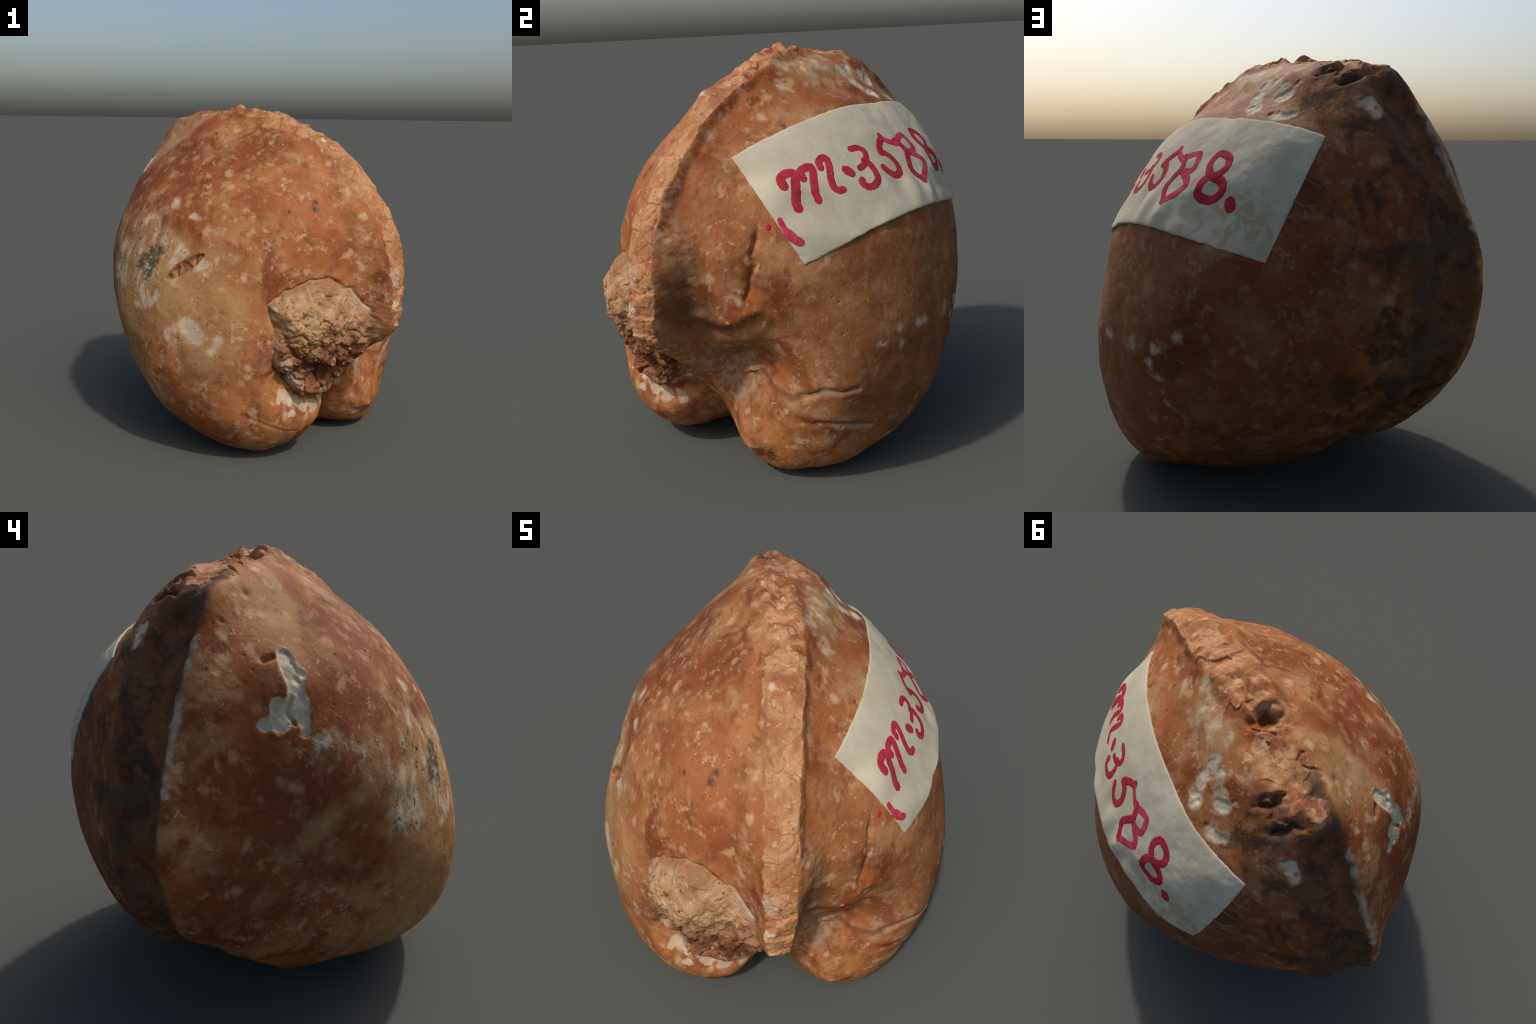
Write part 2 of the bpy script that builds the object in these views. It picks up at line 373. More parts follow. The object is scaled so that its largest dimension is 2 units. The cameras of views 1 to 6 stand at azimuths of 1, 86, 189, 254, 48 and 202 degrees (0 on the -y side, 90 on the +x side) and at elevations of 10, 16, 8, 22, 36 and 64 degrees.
    crag += low * ledge * .010 - (1 - sstep(0, .25, c2 - c1)) * (.003 + .016 * low) - (1 - sstep(0, .18, f2 - f1)) * .007 * low
    r -= .095 * groove(p, CRUST_FOOT, .055) + .045 * groove(p, [(.22, -.84, .52), (.32, -.84, .58), (.40, -.77, .50), (.54, -.66, .54)], .05)
    edge = sstep(-.006, .050, s[m])
    crag = crag * sstep(-.01, .09, s[m])
    moat = np.exp(-((s[m] + .004) / .012) ** 2)
    r[m] += edge * (.006 + crag + .026 * dome(pm, (.36, -.84, .95), .16) + .034 * dome(pm, (.18, -.86, .92), .085) - .022 * dome(pm, (.60, -.68, .98), .09)) - .012 * moat
    out["crust"] = s

    # --- beaks: knobbly inner faces
    inner = sstep(.62, .45, p[:, 2]) if False else (1 - sstep(.45, .62, p[:, 2])) * sstep(.15, .4, p @ K) * (1 - sstep(20, 34, np.abs(lat)))
    r += inner * fbm(p * 9, 3, 91) * .008

    rubble = dome(p, (.63, -.27, .50), .10) + dome(p, (.62, -.34, .60), .09)
    m = rubble > .05
    c1, c2, who = cells(p[m] * 16, 93)
    r[m] += np.minimum(rubble[m], 1) * (fbm(p[m] * 14, 4, 92) * .014 + (who - .5) * .014)

    # --- whole surface: faint dents and grain
    r += fbm(p * 3.5, 3, 1) * .0035 + fbm(p * 22, 3, 2) * .0011
    c1, _, who = cells(p * 24, 95)
    r -= np.where(who > .84, .0045 * (1 - sstep(.05, .22, c1)), 0)
    out["r"] = r
    return out


def laid(places, reach=.06):
    """places moved along their rays onto the finished surface, where they are near it"""
    q = np.array(places, float) - O
    n = np.linalg.norm(q, axis=1)
    r = body_radius(q / n[:, None])["r"]
    r = np.where(np.abs(r - n) < reach, r, n)
    return [tuple(float(x) for x in row) for row in O + q / n[:, None] * r[:, None]]


def settle(p):
    """a flat foot: nothing lies below the ground"""
    q = p.copy()
    z = q[:, 2]
    q[:, 2] = np.where(z < .010, .010 + (z - .010) * .4, z)
    return q


def new_mesh(name, verts, faces_flat, loop_total, material):
    me = bpy.data.meshes.new(name)
    n = len(faces_flat) // loop_total
    me.vertices.add(len(verts))
    me.vertices.foreach_set("co", np.ascontiguousarray(verts, np.float32).ravel())
    me.loops.add(len(faces_flat))
    me.loops.foreach_set("vertex_index", np.ascontiguousarray(faces_flat, np.int32))
    me.polygons.add(n)
    me.polygons.foreach_set("loop_start", np.arange(n, dtype=np.int32) * loop_total)
    me.polygons.foreach_set("use_smooth", np.ones(n, bool))
    me.update(calc_edges=True)
    me.materials.append(material)
    return me


def put(name, me, parent):
    ob = bpy.data.objects.new(name, me)
    bpy.context.scene.collection.objects.link(ob)
    ob.parent = parent
    return ob


# ------------------------------------------------------------------ materials
class Graph:
    """small helper to write node trees as expressions"""

    def __init__(self, name):
        self.mat = bpy.data.materials.new(name)
        self.mat.use_nodes = True
        self.t = self.mat.node_tree
        self.bsdf = self.t.nodes["Principled BSDF"]
        self.pos = self.t.nodes.new("ShaderNodeTexCoord").outputs["Object"]

    def put(self, socket, value):
        if isinstance(value, bpy.types.NodeSocket):
            self.t.links.new(value, socket)
        elif isinstance(value, (tuple, list)) and len(value) == 3 and socket.type == "RGBA":
            socket.default_value = (*value, 1)
        else:
            socket.default_value = value

    def math(self, op, a, b=0.0, c=0.0, clamp=False):
        n = self.t.nodes.new("ShaderNodeMath")
        n.operation, n.use_clamp = op, clamp
        for s, v in zip(n.inputs, (a, b, c)):
            self.put(s, v)
        return n.outputs[0]

    def vec(self, op, a, b=(0, 0, 0), scale=None):
        n = self.t.nodes.new("ShaderNodeVectorMath")
        n.operation = op
        self.put(n.inputs[0], a)
        self.put(n.inputs[1], b)
        if scale is not None:
            self.put(n.inputs["Scale"], scale)
        return n.outputs["Value" if op in ("DISTANCE", "LENGTH", "DOT_PRODUCT") else "Vector"]

    def noise(self, scale, detail=3, rough=.55, distort=0.0, vector=None, colour=False):
        n = self.t.nodes.new("ShaderNodeTexNoise")
        self.put(n.inputs["Vector"], vector or self.pos)
        for k, v in (("Scale", scale), ("Detail", detail), ("Roughness", rough), ("Distortion", distort)):
            n.inputs[k].default_value = v
        return n.outputs["Color" if colour else "Fac"]

    def cells(self, scale, feature="F1", vector=None, out="Distance"):
        n = self.t.nodes.new("ShaderNodeTexVoronoi")
        n.feature = feature
        self.put(n.inputs["Vector"], vector or self.pos)
        n.inputs["Scale"].default_value = scale
        return n.outputs[out]

    def step(self, value, lo, hi, a=0.0, b=1.0):
        n = self.t.nodes.new("ShaderNodeMapRange")
        n.interpolation_type = "SMOOTHSTEP"
        for s, v in zip(n.inputs, (value, lo, hi, a, b)):
            self.put(s, v)
        return n.outputs[0]

    def mix(self, fac, a, b, blend="MIX"):
        n = self.t.nodes.new("ShaderNodeMix")
        n.data_type, n.blend_type = "RGBA", blend
        self.put(n.inputs[0], fac)
        self.put(n.inputs[6], a)
        self.put(n.inputs[7], b)
        return n.outputs[2]

    def wobble(self, amount, scale, detail=3):
        c = self.noise(scale, detail, .6, colour=True)
        return self.vec("MULTIPLY_ADD", c, (amount,) * 3), c

    def shaken(self, *parts):
        """position shaken by noise: (amount, scale) pairs"""
        v = self.pos
        for amount, scale in parts:
            c = self.vec("SUBTRACT", self.noise(scale, 3, .6, colour=True), (.5, .5, .5))
            v = self.vec("ADD", v, self.vec("SCALE", c, scale=amount))
        return v

    def balls(self, vector, places):
        """signed distance to a union of balls (centre, radius)"""
        out = None
        for centre, radius in zip(laid([c for c, _ in places]), [r for _, r in places]):
            d = self.math("SUBTRACT", self.vec("DISTANCE", vector, centre), radius)
            out = d if out is None else self.math("MINIMUM", out, d)
        return out

    def soft_balls(self, vector, places, blend=.03):
        out = None
        for centre, radius in zip(laid([c for c, _ in places]), [r for _, r in places]):
            d = self.math("SUBTRACT", self.vec("DISTANCE", vector, centre), radius)
            out = d if out is None else self.math("SMOOTH_MIN", out, d, blend)
        return out

    def zone_soft(self, vector, places, soft):
        return self.step(self.soft_balls(vector, places), soft, -soft)

    def ragged(self, places, amount, scale, soft):
        """a patch with a torn outline"""
        n = self.math("MULTIPLY_ADD", self.noise(scale, 6, .62), amount * 2, -amount)
        return self.step(self.math("ADD", self.soft_balls(self.pos, places), n), soft, -soft)

    def zone(self, vector, places, soft):
        return self.step(self.balls(vector, places), soft, -soft)

    def bump(self, height, strength, distance):
        n = self.t.nodes.new("ShaderNodeBump")
        n.inputs["Strength"].default_value = strength
        n.inputs["Distance"].default_value = distance
        self.put(n.inputs["Height"], height)
        self.t.links.new(n.outputs[0], self.bsdf.inputs["Normal"])

    def finish(self, colour, rough, spec=.35):
        self.put(self.bsdf.inputs["Base Color"], colour)
        self.put(self.bsdf.inputs["Roughness"], rough)
        self.bsdf.inputs["Specular IOR Level"].default_value = spec
        return self.mat


def beads(path, radius, gap=.6):
    """balls strung along a path"""
    out = []
    for a, b in zip(path[:-1], path[1:]):
        a, b = np.array(a), np.array(b)
        n = max(1, int(np.linalg.norm(b - a) / (radius * gap * 2)))
        out += [(tuple(float(x) for x in a + (b - a) * i / n), radius) for i in range(n)]
    return out + [(tuple(float(x) for x in path[-1]), radius)]


RUST, OCHRE, RED = (.285, .088, .028), (.375, .165, .062), (.180, .045, .015)


def shell_material():
    g = Graph("rusty_shell")
    far, near = g.shaken((.24, 3.2), (.09, 9), (.03, 26)), g.shaken((.03, 13), (.012, 45))
    big, mid = g.noise(2.6, 5, .62, .5), g.noise(5.5, 6, .62, .5)
    soft, fine, grit = g.noise(14, 5, .60, .2), g.noise(24, 5, .65, .3), g.noise(95, 3, .6)
    c = g.mix(g.step(big, .36, .64), RUST, OCHRE)
    c = g.mix(g.math("MULTIPLY", g.step(mid, .47, .60), .85), c, RED)
    # broad fields of colour
    front = g.zone(far, [((.50, -.62, 1.45), .25), ((.2, -.62, 1.55), .3), ((.75, -.30, 1.3), .2), ((.6, -.2, 1.6), .15)], .2)
    c = g.mix(g.math("MULTIPLY", front, .45), c, (.345, .128, .044))
    red = g.zone(far, [((-.35, -.25, 1.62), .22), ((-.62, -.10, 1.52), .22), ((-.55, -.40, 1.42), .12), ((-.80, .35, 1.25), .18), ((-.15, -.35, 1.65), .10), ((.1, .45, 1.72), .16), ((-.32, -.02, 1.74), .16), ((.0, -.33, 1.70), .15), ((.25, .30, 1.65), .13), ((-.15, .42, 1.82), .10)], .12)
    c = g.mix(g.math("MULTIPLY", red, .9), c, g.mix(mid, (.235, .056, .015), (.150, .035, .011)))
    brown = g.zone(far, [((-.85, .10, 1.10), .28), ((-.80, .35, .75), .25), ((-.85, -.05, .95), .20)], .14)
    c = g.mix(g.math("MULTIPLY", brown, .85), c, g.mix(mid, (.200, .058, .020), (.125, .034, .013)))
    buff = g.zone(far, [((-.30, -.80, .95), .26), ((-.12, -.85, .90), .16), ((-.45, -.68, 1.10), .16), ((-.25, -.85, .72), .18), ((-.70, -.40, 1.05), .16),
                        ((-.72, -.45, .80), .18), ((-.62, -.40, .45), .25), ((-.50, .20, 1.83), .15), ((.20, .12, 1.88), .10), ((.10, .25, 1.86), .08), ((-.3, .1, .25), .2)], .14)
    c = g.mix(g.math("MULTIPLY", buff, .75), c, g.mix(g.step(mid, .35, .65), (.34, .165, .060), (.45, .275, .115)))
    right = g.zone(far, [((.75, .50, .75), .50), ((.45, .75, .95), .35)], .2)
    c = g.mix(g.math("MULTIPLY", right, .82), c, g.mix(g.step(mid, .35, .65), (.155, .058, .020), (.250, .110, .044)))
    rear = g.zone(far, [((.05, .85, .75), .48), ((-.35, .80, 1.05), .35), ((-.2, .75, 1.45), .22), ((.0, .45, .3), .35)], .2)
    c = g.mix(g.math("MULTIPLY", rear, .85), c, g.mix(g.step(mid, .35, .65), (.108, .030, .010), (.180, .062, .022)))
    beak = g.zone(far, [((.25, -.75, .30), .22), ((.0, -.80, .30), .25), ((.72, -.15, .25), .25), ((.5, .2, .1), .3)], .14)
    c = g.mix(g.math("MULTIPLY", beak, .65), c, g.mix(g.step(mid, .38, .62), (.40, .155, .048), (.22, .066, .020)))
    # soft pale clouds, flecks and freckles
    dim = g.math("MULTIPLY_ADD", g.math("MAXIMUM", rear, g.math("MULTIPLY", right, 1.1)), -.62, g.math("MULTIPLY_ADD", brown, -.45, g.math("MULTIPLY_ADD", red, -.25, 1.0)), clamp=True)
    c = g.mix(g.math("MULTIPLY", g.math("MULTIPLY", g.step(g.noise(5.2, 5, .6, .3), .50, .70), .50), dim), c, (.46, .270, .125))
    c = g.mix(g.math("MULTIPLY", g.math("MULTIPLY", g.step(soft, .555, .68), .66), dim), c, (.49, .310, .160))
    spots = g.math("MULTIPLY", g.step(g.cells(10, vector=g.shaken((.05, 12), (.02, 40))), .36, .08), g.step(g.noise(3.6, 3), .46, .62))
    c = g.mix(g.math("MULTIPLY", g.math("MULTIPLY", spots, .75), dim), c, (.55, .365, .195))
    tiny = g.math("MULTIPLY", g.step(g.noise(42, 4, .6, .4), .58, .67), g.step(g.noise(4.4, 3), .47, .60))
    c = g.mix(g.math("MULTIPLY", g.math("MULTIPLY", tiny, .65), dim), c, (.53, .37, .23))
    c = g.mix(g.math("MULTIPLY", g.step(fine, .44, .30), .50), c, (.150, .045, .017))
    # a thin grey bloom of lime
    bloom = g.math("MULTIPLY", g.step(g.noise(4.3, 5, .7, 1.0), .55, .72), g.step(fine, .42, .62))
    c = g.mix(g.math("MULTIPLY", bloom, .40), c, (.36, .27, .21))
    # umber stain of the sunken band at the back, black mottling beside it
    k = g.vec("DOT_PRODUCT", far, tuple(K))
    w = g.vec("DOT_PRODUCT", far, tuple(W))
    w0 = g.vec("DOT_PRODUCT", g.shaken((.035, 14)), tuple(W))
    behind = g.math("MULTIPLY", g.step(k, -.42, -.52), g.step(g.pos_z(), .32, .50))
    band = g.math("MULTIPLY", behind, g.math("MULTIPLY", g.step(w0, -.092, -.060), g.step(w, .28, .14)))
    c = g.mix(g.math("MULTIPLY", band, .80), c, g.mix(g.step(mid, .38, .64), (.078, .033, .019), (.150, .056, .023)))
    mottled = g.math("MULTIPLY", behind, g.math("MULTIPLY", g.step(w0, -.085, -.060), g.step(w, .60, .26)))
    c = g.mix(g.math("MULTIPLY", g.math("MULTIPLY", mottled, .85), g.step(g.noise(7.5, 6, .66, .3), .48, .60)), c, (.060, .033, .021))
    c = g.mix(g.math("MULTIPLY", mottled, g.math("MULTIPLY", g.step(g.noise(11, 5, .62, .3), .55, .66), .65)), c, (.235, .098, .038))
    c = g.mix(g.math("MULTIPLY", band, g.math("MULTIPLY", g.step(g.noise(3.3, 6, .68), .47, .60), .70)), c, (.088, .064, .046))
    # shadow painted into the hollow beside the keel, lime mud at its foot
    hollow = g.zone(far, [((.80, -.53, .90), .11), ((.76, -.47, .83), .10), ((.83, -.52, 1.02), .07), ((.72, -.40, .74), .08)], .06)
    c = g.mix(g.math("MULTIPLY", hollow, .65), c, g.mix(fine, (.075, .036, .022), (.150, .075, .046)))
    mud = g.ragged([((.62, -.34, .62), .09), ((.66, -.25, .62), .07), ((.64, -.21, .54), .06), ((.60, -.32, .52), .08), ((.76, -.44, .86), .03), ((.64, -.25, .45), .07), ((.61, -.27, .40), .05)], .08, 9, .03)
    c = g.mix(g.math("MULTIPLY", mud, .78), c, g.mix(g.step(fine, .35, .65), (.17, .098, .060), (.37, .225, .125)))
    # rough crest, raw and pale
    crest = g.math("MULTIPLY", g.ragged(beads(CREST, .075), .07, 9, .02), .8)
    c = g.mix(crest, c, g.mix(g.step(g.noise(11, 5, .65, .5), .40, .60), (.245, .075, .029), (.48, .245, .115)))
    c = g.mix(g.math("MULTIPLY", crest, g.math("MULTIPLY", g.step(fine, .56, .66), .6)), c, (.60, .45, .30))
    holes = g.zone(g.pos, [((-.12, .105, 1.93), .050), ((-.268, .43, 1.87), .028), ((-.35, .51, 1.83), .032)], .020)
    c = g.mix(g.math("MULTIPLY", holes, .55), c, (.075, .033, .020))
    pale_streak = g.ragged(beads(PALE_STREAK, .030), .09, 8, .035)
    c = g.mix(g.math("MULTIPLY", pale_streak, .55), c, (.36, .215, .095))
    # chalky chips
    chalk = g.zone_soft(near, CHALK_LEFT, .006)
    halo = g.ragged([((.231, .013, 1.898), .04), ((.163, .128, 1.897), .06), ((.101, .213, 1.907), .06), ((.181, .242, 1.813), .03), ((.219, .176, 1.824), .04), ((.045, .25, 1.922), .05),
                     ((.03, .37, 1.84), .06), ((-.06, .48, 1.80), .05), ((-.05, .585, 1.70), .04), ((.349, .007, 1.80), .02)], .10, 10, .02)
    c = g.mix(g.math("MULTIPLY", halo, .70), c, g.mix(g.step(soft, .40, .62), (.37, .22, .095), (.50, .41, .28)))
    top = g.ragged(CHALK_TOP + CHALK_BACK, .055, 13, .014)
    strip = g.ragged(beads(STRIP, .014) + [((-.835, .632, 1.25), .020), ((-.82, .625, 1.30), .014)], .035, 12, .010)
    worn = g.ragged([((-.382, -.644, 1.204), .038), ((-.36, -.665, 1.185), .028), ((-.282, -.742, 1.123), .026), ((-.25, -.75, 1.13), .02),
                     ((-.53, -.665, .93), .026), ((-.56, -.645, .91), .030), ((-.60, -.615, .91), .032), ((-.63, -.59, .882), .030), ((-.42, -.46, 1.428), .026), ((-.306, -.583, 1.37), .024),
                     ((-.345, -.80, .81), .048), ((-.31, -.82, .78), .044), ((-.292, -.831, .755), .042), ((-.40, -.79, .77), .03), ((-.26, -.845, .75), .026), ((-.166, -.873, .742), .026), ((-.192, -.867, .676), .026),
                     ((-.44, -.765, .75), .032), ((-.40, -.79, .72), .02),
                     ((.434, .797, .741), .018), ((.463, .776, .67), .022), ((.559, .721, .729), .024), ((.417, .791, .621), .020), ((.381, .777, .505), .016), ((.40, .785, .56), .014), ((.322, .844, .812), .014),
                     ((.725, .548, .745), .012), ((.80, .444, .764), .006), ((.693, .583, .745), .010), ((.803, .45, .678), .010), ((.845, .36, .702), .008), ((.691, .554, .385), .014)], .085, 12, .020)
    field = g.ragged([((-.60, -.55, 1.11), .13), ((-.60, -.57, 1.00), .10), ((-.45, -.62, 1.20), .09), ((-.70, -.40, 1.22), .12), ((-.74, -.33, 1.05), .13), ((-.60, -.45, 1.32), .09), ((-.74, -.20, 1.25), .08), ((-.81, -.02, 1.33), .05)], .16, 8, .05)
    streak = g.noise(10, 6, .66, .4, vector=g.vec("MULTIPLY", g.pos, (1.6, 1.6, .75)))
    field_white = g.math("MULTIPLY", field, g.step(streak, .48, .57))
    c = g.mix(g.math("MULTIPLY", field, .40), c, (.42, .26, .12))
    lime = g.ragged(beads([(.18, -.795, .41), (.236, -.755, .378), (.319, -.665, .344), (.40, -.56, .335)], .030), .07, 15, .008)
    lime = g.math("MAXIMUM", lime, g.zone(near, [((.251, -.781, .307), .021), ((.232, -.79, .308), .017)], .006))
    white = g.math("MAXIMUM", g.math("MAXIMUM", chalk, g.math("MAXIMUM", top, g.math("MULTIPLY", strip, g.step(g.noise(8, 4, .6), .38, .55, .10, .65)))),
                   g.math("MAXIMUM", g.math("MULTIPLY", g.math("MAXIMUM", worn, field_white), .78), g.math("MULTIPLY", lime, .72)))
    c = g.mix(g.math("MULTIPLY", white, .92), c, g.mix(g.step(soft, .35, .65), (.42, .355, .26), (.60, .50, .355)))
    # lichen-dark stains
    dark_noise = g.noise(30, 5, .7)
    stain = g.ragged([((-.557, -.564, 1.113), .06), ((-.53, -.559, 1.169), .05), ((-.567, -.59, 1.043), .04), ((-.58, -.52, 1.10), .05), ((-.261, -.685, 1.257), .014),
                      ((.353, -.625, 1.465), .020), ((.33, -.64, 1.42), .014), ((-.17, -.87, .65), .02), ((-.70, -.1, .62), .08), ((-.76, -.02, .70), .06)], .08, 12, .02)
    stain = g.math("MULTIPLY", stain, g.step(dark_noise, .40, .52))
    black = g.math("MULTIPLY", field, g.step(dark_noise, .57, .63))
    c = g.mix(g.math("MULTIPLY", g.math("MAXIMUM", stain, black), .85), c, (.040, .045, .038))
    spine = [c for c, _ in beads(SCAR, .012)]
    n = len(spine) - 1
    scar = g.ragged([(c, .006 + .026 * math.sin(math.pi * i / n) ** .8) for i, c in enumerate(spine)], .014, 20, .006)
    c = g.mix(g.math("MULTIPLY", scar, .9), c, g.mix(g.step(fine, .4, .6), (.20, .080, .035), (.32, .14, .062)))
    for path in (CRACK_UPPER, CRACK_LOWER):
        lip = [(x, y, z - .016) for x, y, z in path[2:]] if len(path) > 4 else [(x, y, z - .016) for x, y, z in path]
        c = g.mix(g.math("MULTIPLY", g.ragged(beads(lip, .012), .03, 18, .012), .45), c, (.42, .29, .18))
        c = g.mix(g.math("MULTIPLY", g.ragged(beads(path, .006), .012, 22, .006), .55), c, (.09, .045, .028))
    # dark specks
    speck = g.math("MULTIPLY", g.step(g.cells(26, vector=near), .15, .06), g.step(g.noise(4.2, 2), .52, .58))
    c = g.mix(g.math("MULTIPLY", speck, .6), c, (.06, .034, .024))
    c = g.mix(g.zone(near, [((.21, -.697, 1.419), .010)], .008), c, (.17, .03, .025))
    c = g.mix(.40, c, g.mix(grit, (.28, .28, .28), (.70, .70, .70)), "SOFT_LIGHT")
    g.bump(g.math("ADD", g.math("MULTIPLY", grit, .5), g.noise(38, 5, .65)), .32, .008)
    rough = g.math("SUBTRACT", g.math("MULTIPLY_ADD", fine, .20, .52), g.math("MULTIPLY", chalk, .14))
    rough = g.math("MULTIPLY_ADD", g.math("MAXIMUM", band, mottled), .18, rough)
    return g.finish(c, rough, .10)


def keel_material():
    g = Graph("raw_keel_stone")
    mid, fine, grit = g.noise(8, 6, .65, .5), g.noise(30, 5, .7, .3), g.noise(110, 3, .6)
    c = g.mix(g.step(mid, .36, .64), (.33, .130, .050), (.46, .240, .108))
    c = g.mix(g.math("MULTIPLY", g.step(fine, .56, .66), .6), c, (.54, .37, .22))
    c = g.mix(g.math("MULTIPLY", g.step(g.noise(17, 4, .6), .60, .67), .75), c, (.27, .080, .030))
    c = g.mix(g.math("MULTIPLY", g.step(fine, .40, .30), .65), c, (.16, .075, .038))
    c = g.mix(g.math("MULTIPLY", g.step(g.cells(38), .16, .06), g.step(mid, .45, .55)), c, (.09, .05, .035))
    grey = g.zone(g.shaken((.05, 14)), [((.74, -.70, 1.06), .05), ((.25, -.20, 1.88), .04)], .03)
    c = g.mix(g.math("MULTIPLY", grey, .5), c, (.36, .30, .24))
    white = g.zone(g.shaken((.03, 18)), [((.77, -.725, .93), .018), ((.79, -.70, .93), .015), ((.40, -.36, 1.79), .014), ((.45, -.45, 1.66), .02), ((.548, -.56, 1.50), .02)], .010)
    c = g.mix(g.math("MULTIPLY", white, .7), c, (.62, .55, .40))
    c = g.mix(.5, c, g.mix(grit, (.25, .25, .25), (.75, .75, .75)), "SOFT_LIGHT")
    g.bump(g.math("ADD", g.math("MULTIPLY", grit, .6), fine), .45, .010)
    return g.finish(c, .78, .2)


def crust_material():
    g = Graph("rock_crust")
    mid, fine, grit = g.noise(7, 6, .62, .5), g.noise(24, 5, .68, .4), g.noise(100, 3, .6)
    pale = g.mix(g.step(mid, .38, .62), (.29, .140, .060), (.42, .250, .120))
    raw = g.mix(g.step(mid, .40, .62), (.090, .032, .014), (.25, .096, .041))
    low = g.zone(g.shaken((.16, 6), (.04, 22)), [((.33, -.70, .54), .22), ((.46, -.66, .60), .19), ((.20, -.80, .62), .14), ((.58, -.60, .64), .12)], .09)
    c = g.mix(low, pale, raw)
    c = g.mix(g.math("MULTIPLY", g.step(fine, .57, .66), .55), c, (.51, .375, .24))
    c = g.mix(g.math("MULTIPLY", g.step(fine, .45, .33), .75), c, (.10, .042, .020))
    pink = g.zone(g.shaken((.04, 16)), [((.46, -.72, .80), .035), ((.60, -.70, .86), .03)], .015)
    c = g.mix(g.math("MULTIPLY", pink, .6), c, (.47, .20, .12))
    lime = g.zone(g.shaken((.06, 14)), [((.60, -.71, .95), .05), ((.66, -.70, .92), .05), ((.20, -.83, .62), .04), ((.24, -.80, .50), .05), ((.69, -.66, .75), .03)], .03)
    c = g.mix(g.math("MULTIPLY", lime, .6), c, g.mix(fine, (.30, .23, .17), (.60, .47, .33)))
    c = g.mix(g.math("MULTIPLY", g.step(g.cells(20), .15, .07), g.step(mid, .44, .54)), c, (.13, .045, .028))
    c = g.mix(.5, c, g.mix(grit, (.25, .25, .25), (.75, .75, .75)), "SOFT_LIGHT")
    g.bump(g.math("ADD", g.math("MULTIPLY", grit, .5), fine), .5, .012)
    return g.finish(c, .82, .2)


def paper_material():
    g = Graph("old_paper")
    cloud, fibre, grit = g.noise(7, 4, .6), g.noise(60, 4, .7, vector=g.vec("MULTIPLY", g.pos, (1, 1, 1.8))), g.noise(220, 2)
    c = g.mix(g.step(cloud, .35, .65), (.46, .405, .295), (.53, .475, .355))
    c = g.mix(g.math("MULTIPLY", g.step(fibre, .60, .72), .35), c, (.40, .33, .22))
    stain = g.zone(g.shaken((.20, 7), (.05, 24)), [((.02, .89, 1.30), .14), ((.12, .87, 1.22), .14), ((.20, .82, 1.30), .10), ((-.06, .86, 1.30), .07)], .07)
    stain = g.math("MULTIPLY", stain, g.step(g.noise(13, 5, .62, 1.2), .47, .60))
    c = g.mix(g.math("MULTIPLY", stain, .62), c, (.36, .255, .115))
    foxing = g.math("MULTIPLY", g.step(g.cells(17), .075, .03), .7)
    c = g.mix(foxing, c, (.36, .21, .09))
    g.bump(g.math("ADD", g.math("MULTIPLY", grit, .35), fibre), .22, .006)
    return g.finish(c, .9, .1)


def ink_material(name, dark, pale, cover):
    g = Graph(name)
    f = g.noise(24, 5, .65)
    c = g.mix(g.step(f, .35, .65), dark, pale)
    c = g.mix(g.math("MULTIPLY", g.step(g.noise(150, 2), .60, .68), .35), c, (.55, .20, .20))
    return g.finish(c, .85, .08)


def plain(name, colour, rough):
    g = Graph(name)
    return g.finish(g.mix(g.noise(30), tuple(x * .85 for x in colour), colour), rough)


Graph.pos_z = lambda g: g.vec("DOT_PRODUCT", g.pos, (0, 0, 1))
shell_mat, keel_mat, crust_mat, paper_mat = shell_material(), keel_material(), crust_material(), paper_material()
ink_mat = ink_material("crimson_ink", (.32, .021, .030), (.42, .034, .048), 1)
pale_ink_mat = ink_material("thin_pink_ink", (.40, .026, .055), (.50, .065, .105), 0)
fibre_mat = plain("paper_fibre", (.30, .27, .23), .9)

# ------------------------------------------------------------------ build the stone
root = bpy.data.objects.new("fossil_shell", None)
bpy.context.scene.collection.objects.link(root)
root["label"] = "rusty orange fossil bivalve with a rough lump and paper label"
root["category"] = "fossil"

bm = bmesh.new()
bmesh.ops.create_icosphere(bm, subdivisions=9, radius=1)
tmp = bpy.data.meshes.new("sphere")
bm.to_mesh(tmp)
bm.free()
nv, nf = len(tmp.vertices), len(tmp.polygons)
dirs = np.empty(nv * 3, np.float32)
tmp.vertices.foreach_get("co", dirs)
dirs = dirs.reshape(-1, 3).astype(float)
dirs /= np.linalg.norm(dirs, axis=1, keepdims=True)
tri = np.empty(nf * 3, np.int32)
tmp.loops.foreach_get("vertex_index", tri)
tri = tri.reshape(-1, 3)
bpy.data.meshes.remove(tmp)

info = body_radius(dirs)
points = settle(O + dirs * info["r"][:, None])
SHIFT = -points[:, 2].min()
points[:, 2] += SHIFT

face_n = np.cross(points[tri[:, 1]] - points[tri[:, 0]], points[tri[:, 2]] - points[tri[:, 0]])
normals = np.zeros_like(points)
for c in range(3):
    for a in range(3):
        normals[:, a] += np.bincount(tri[:, c], face_n[:, a], nv)
normals /= np.maximum(np.linalg.norm(normals, axis=1, keepdims=True), 1e-12)

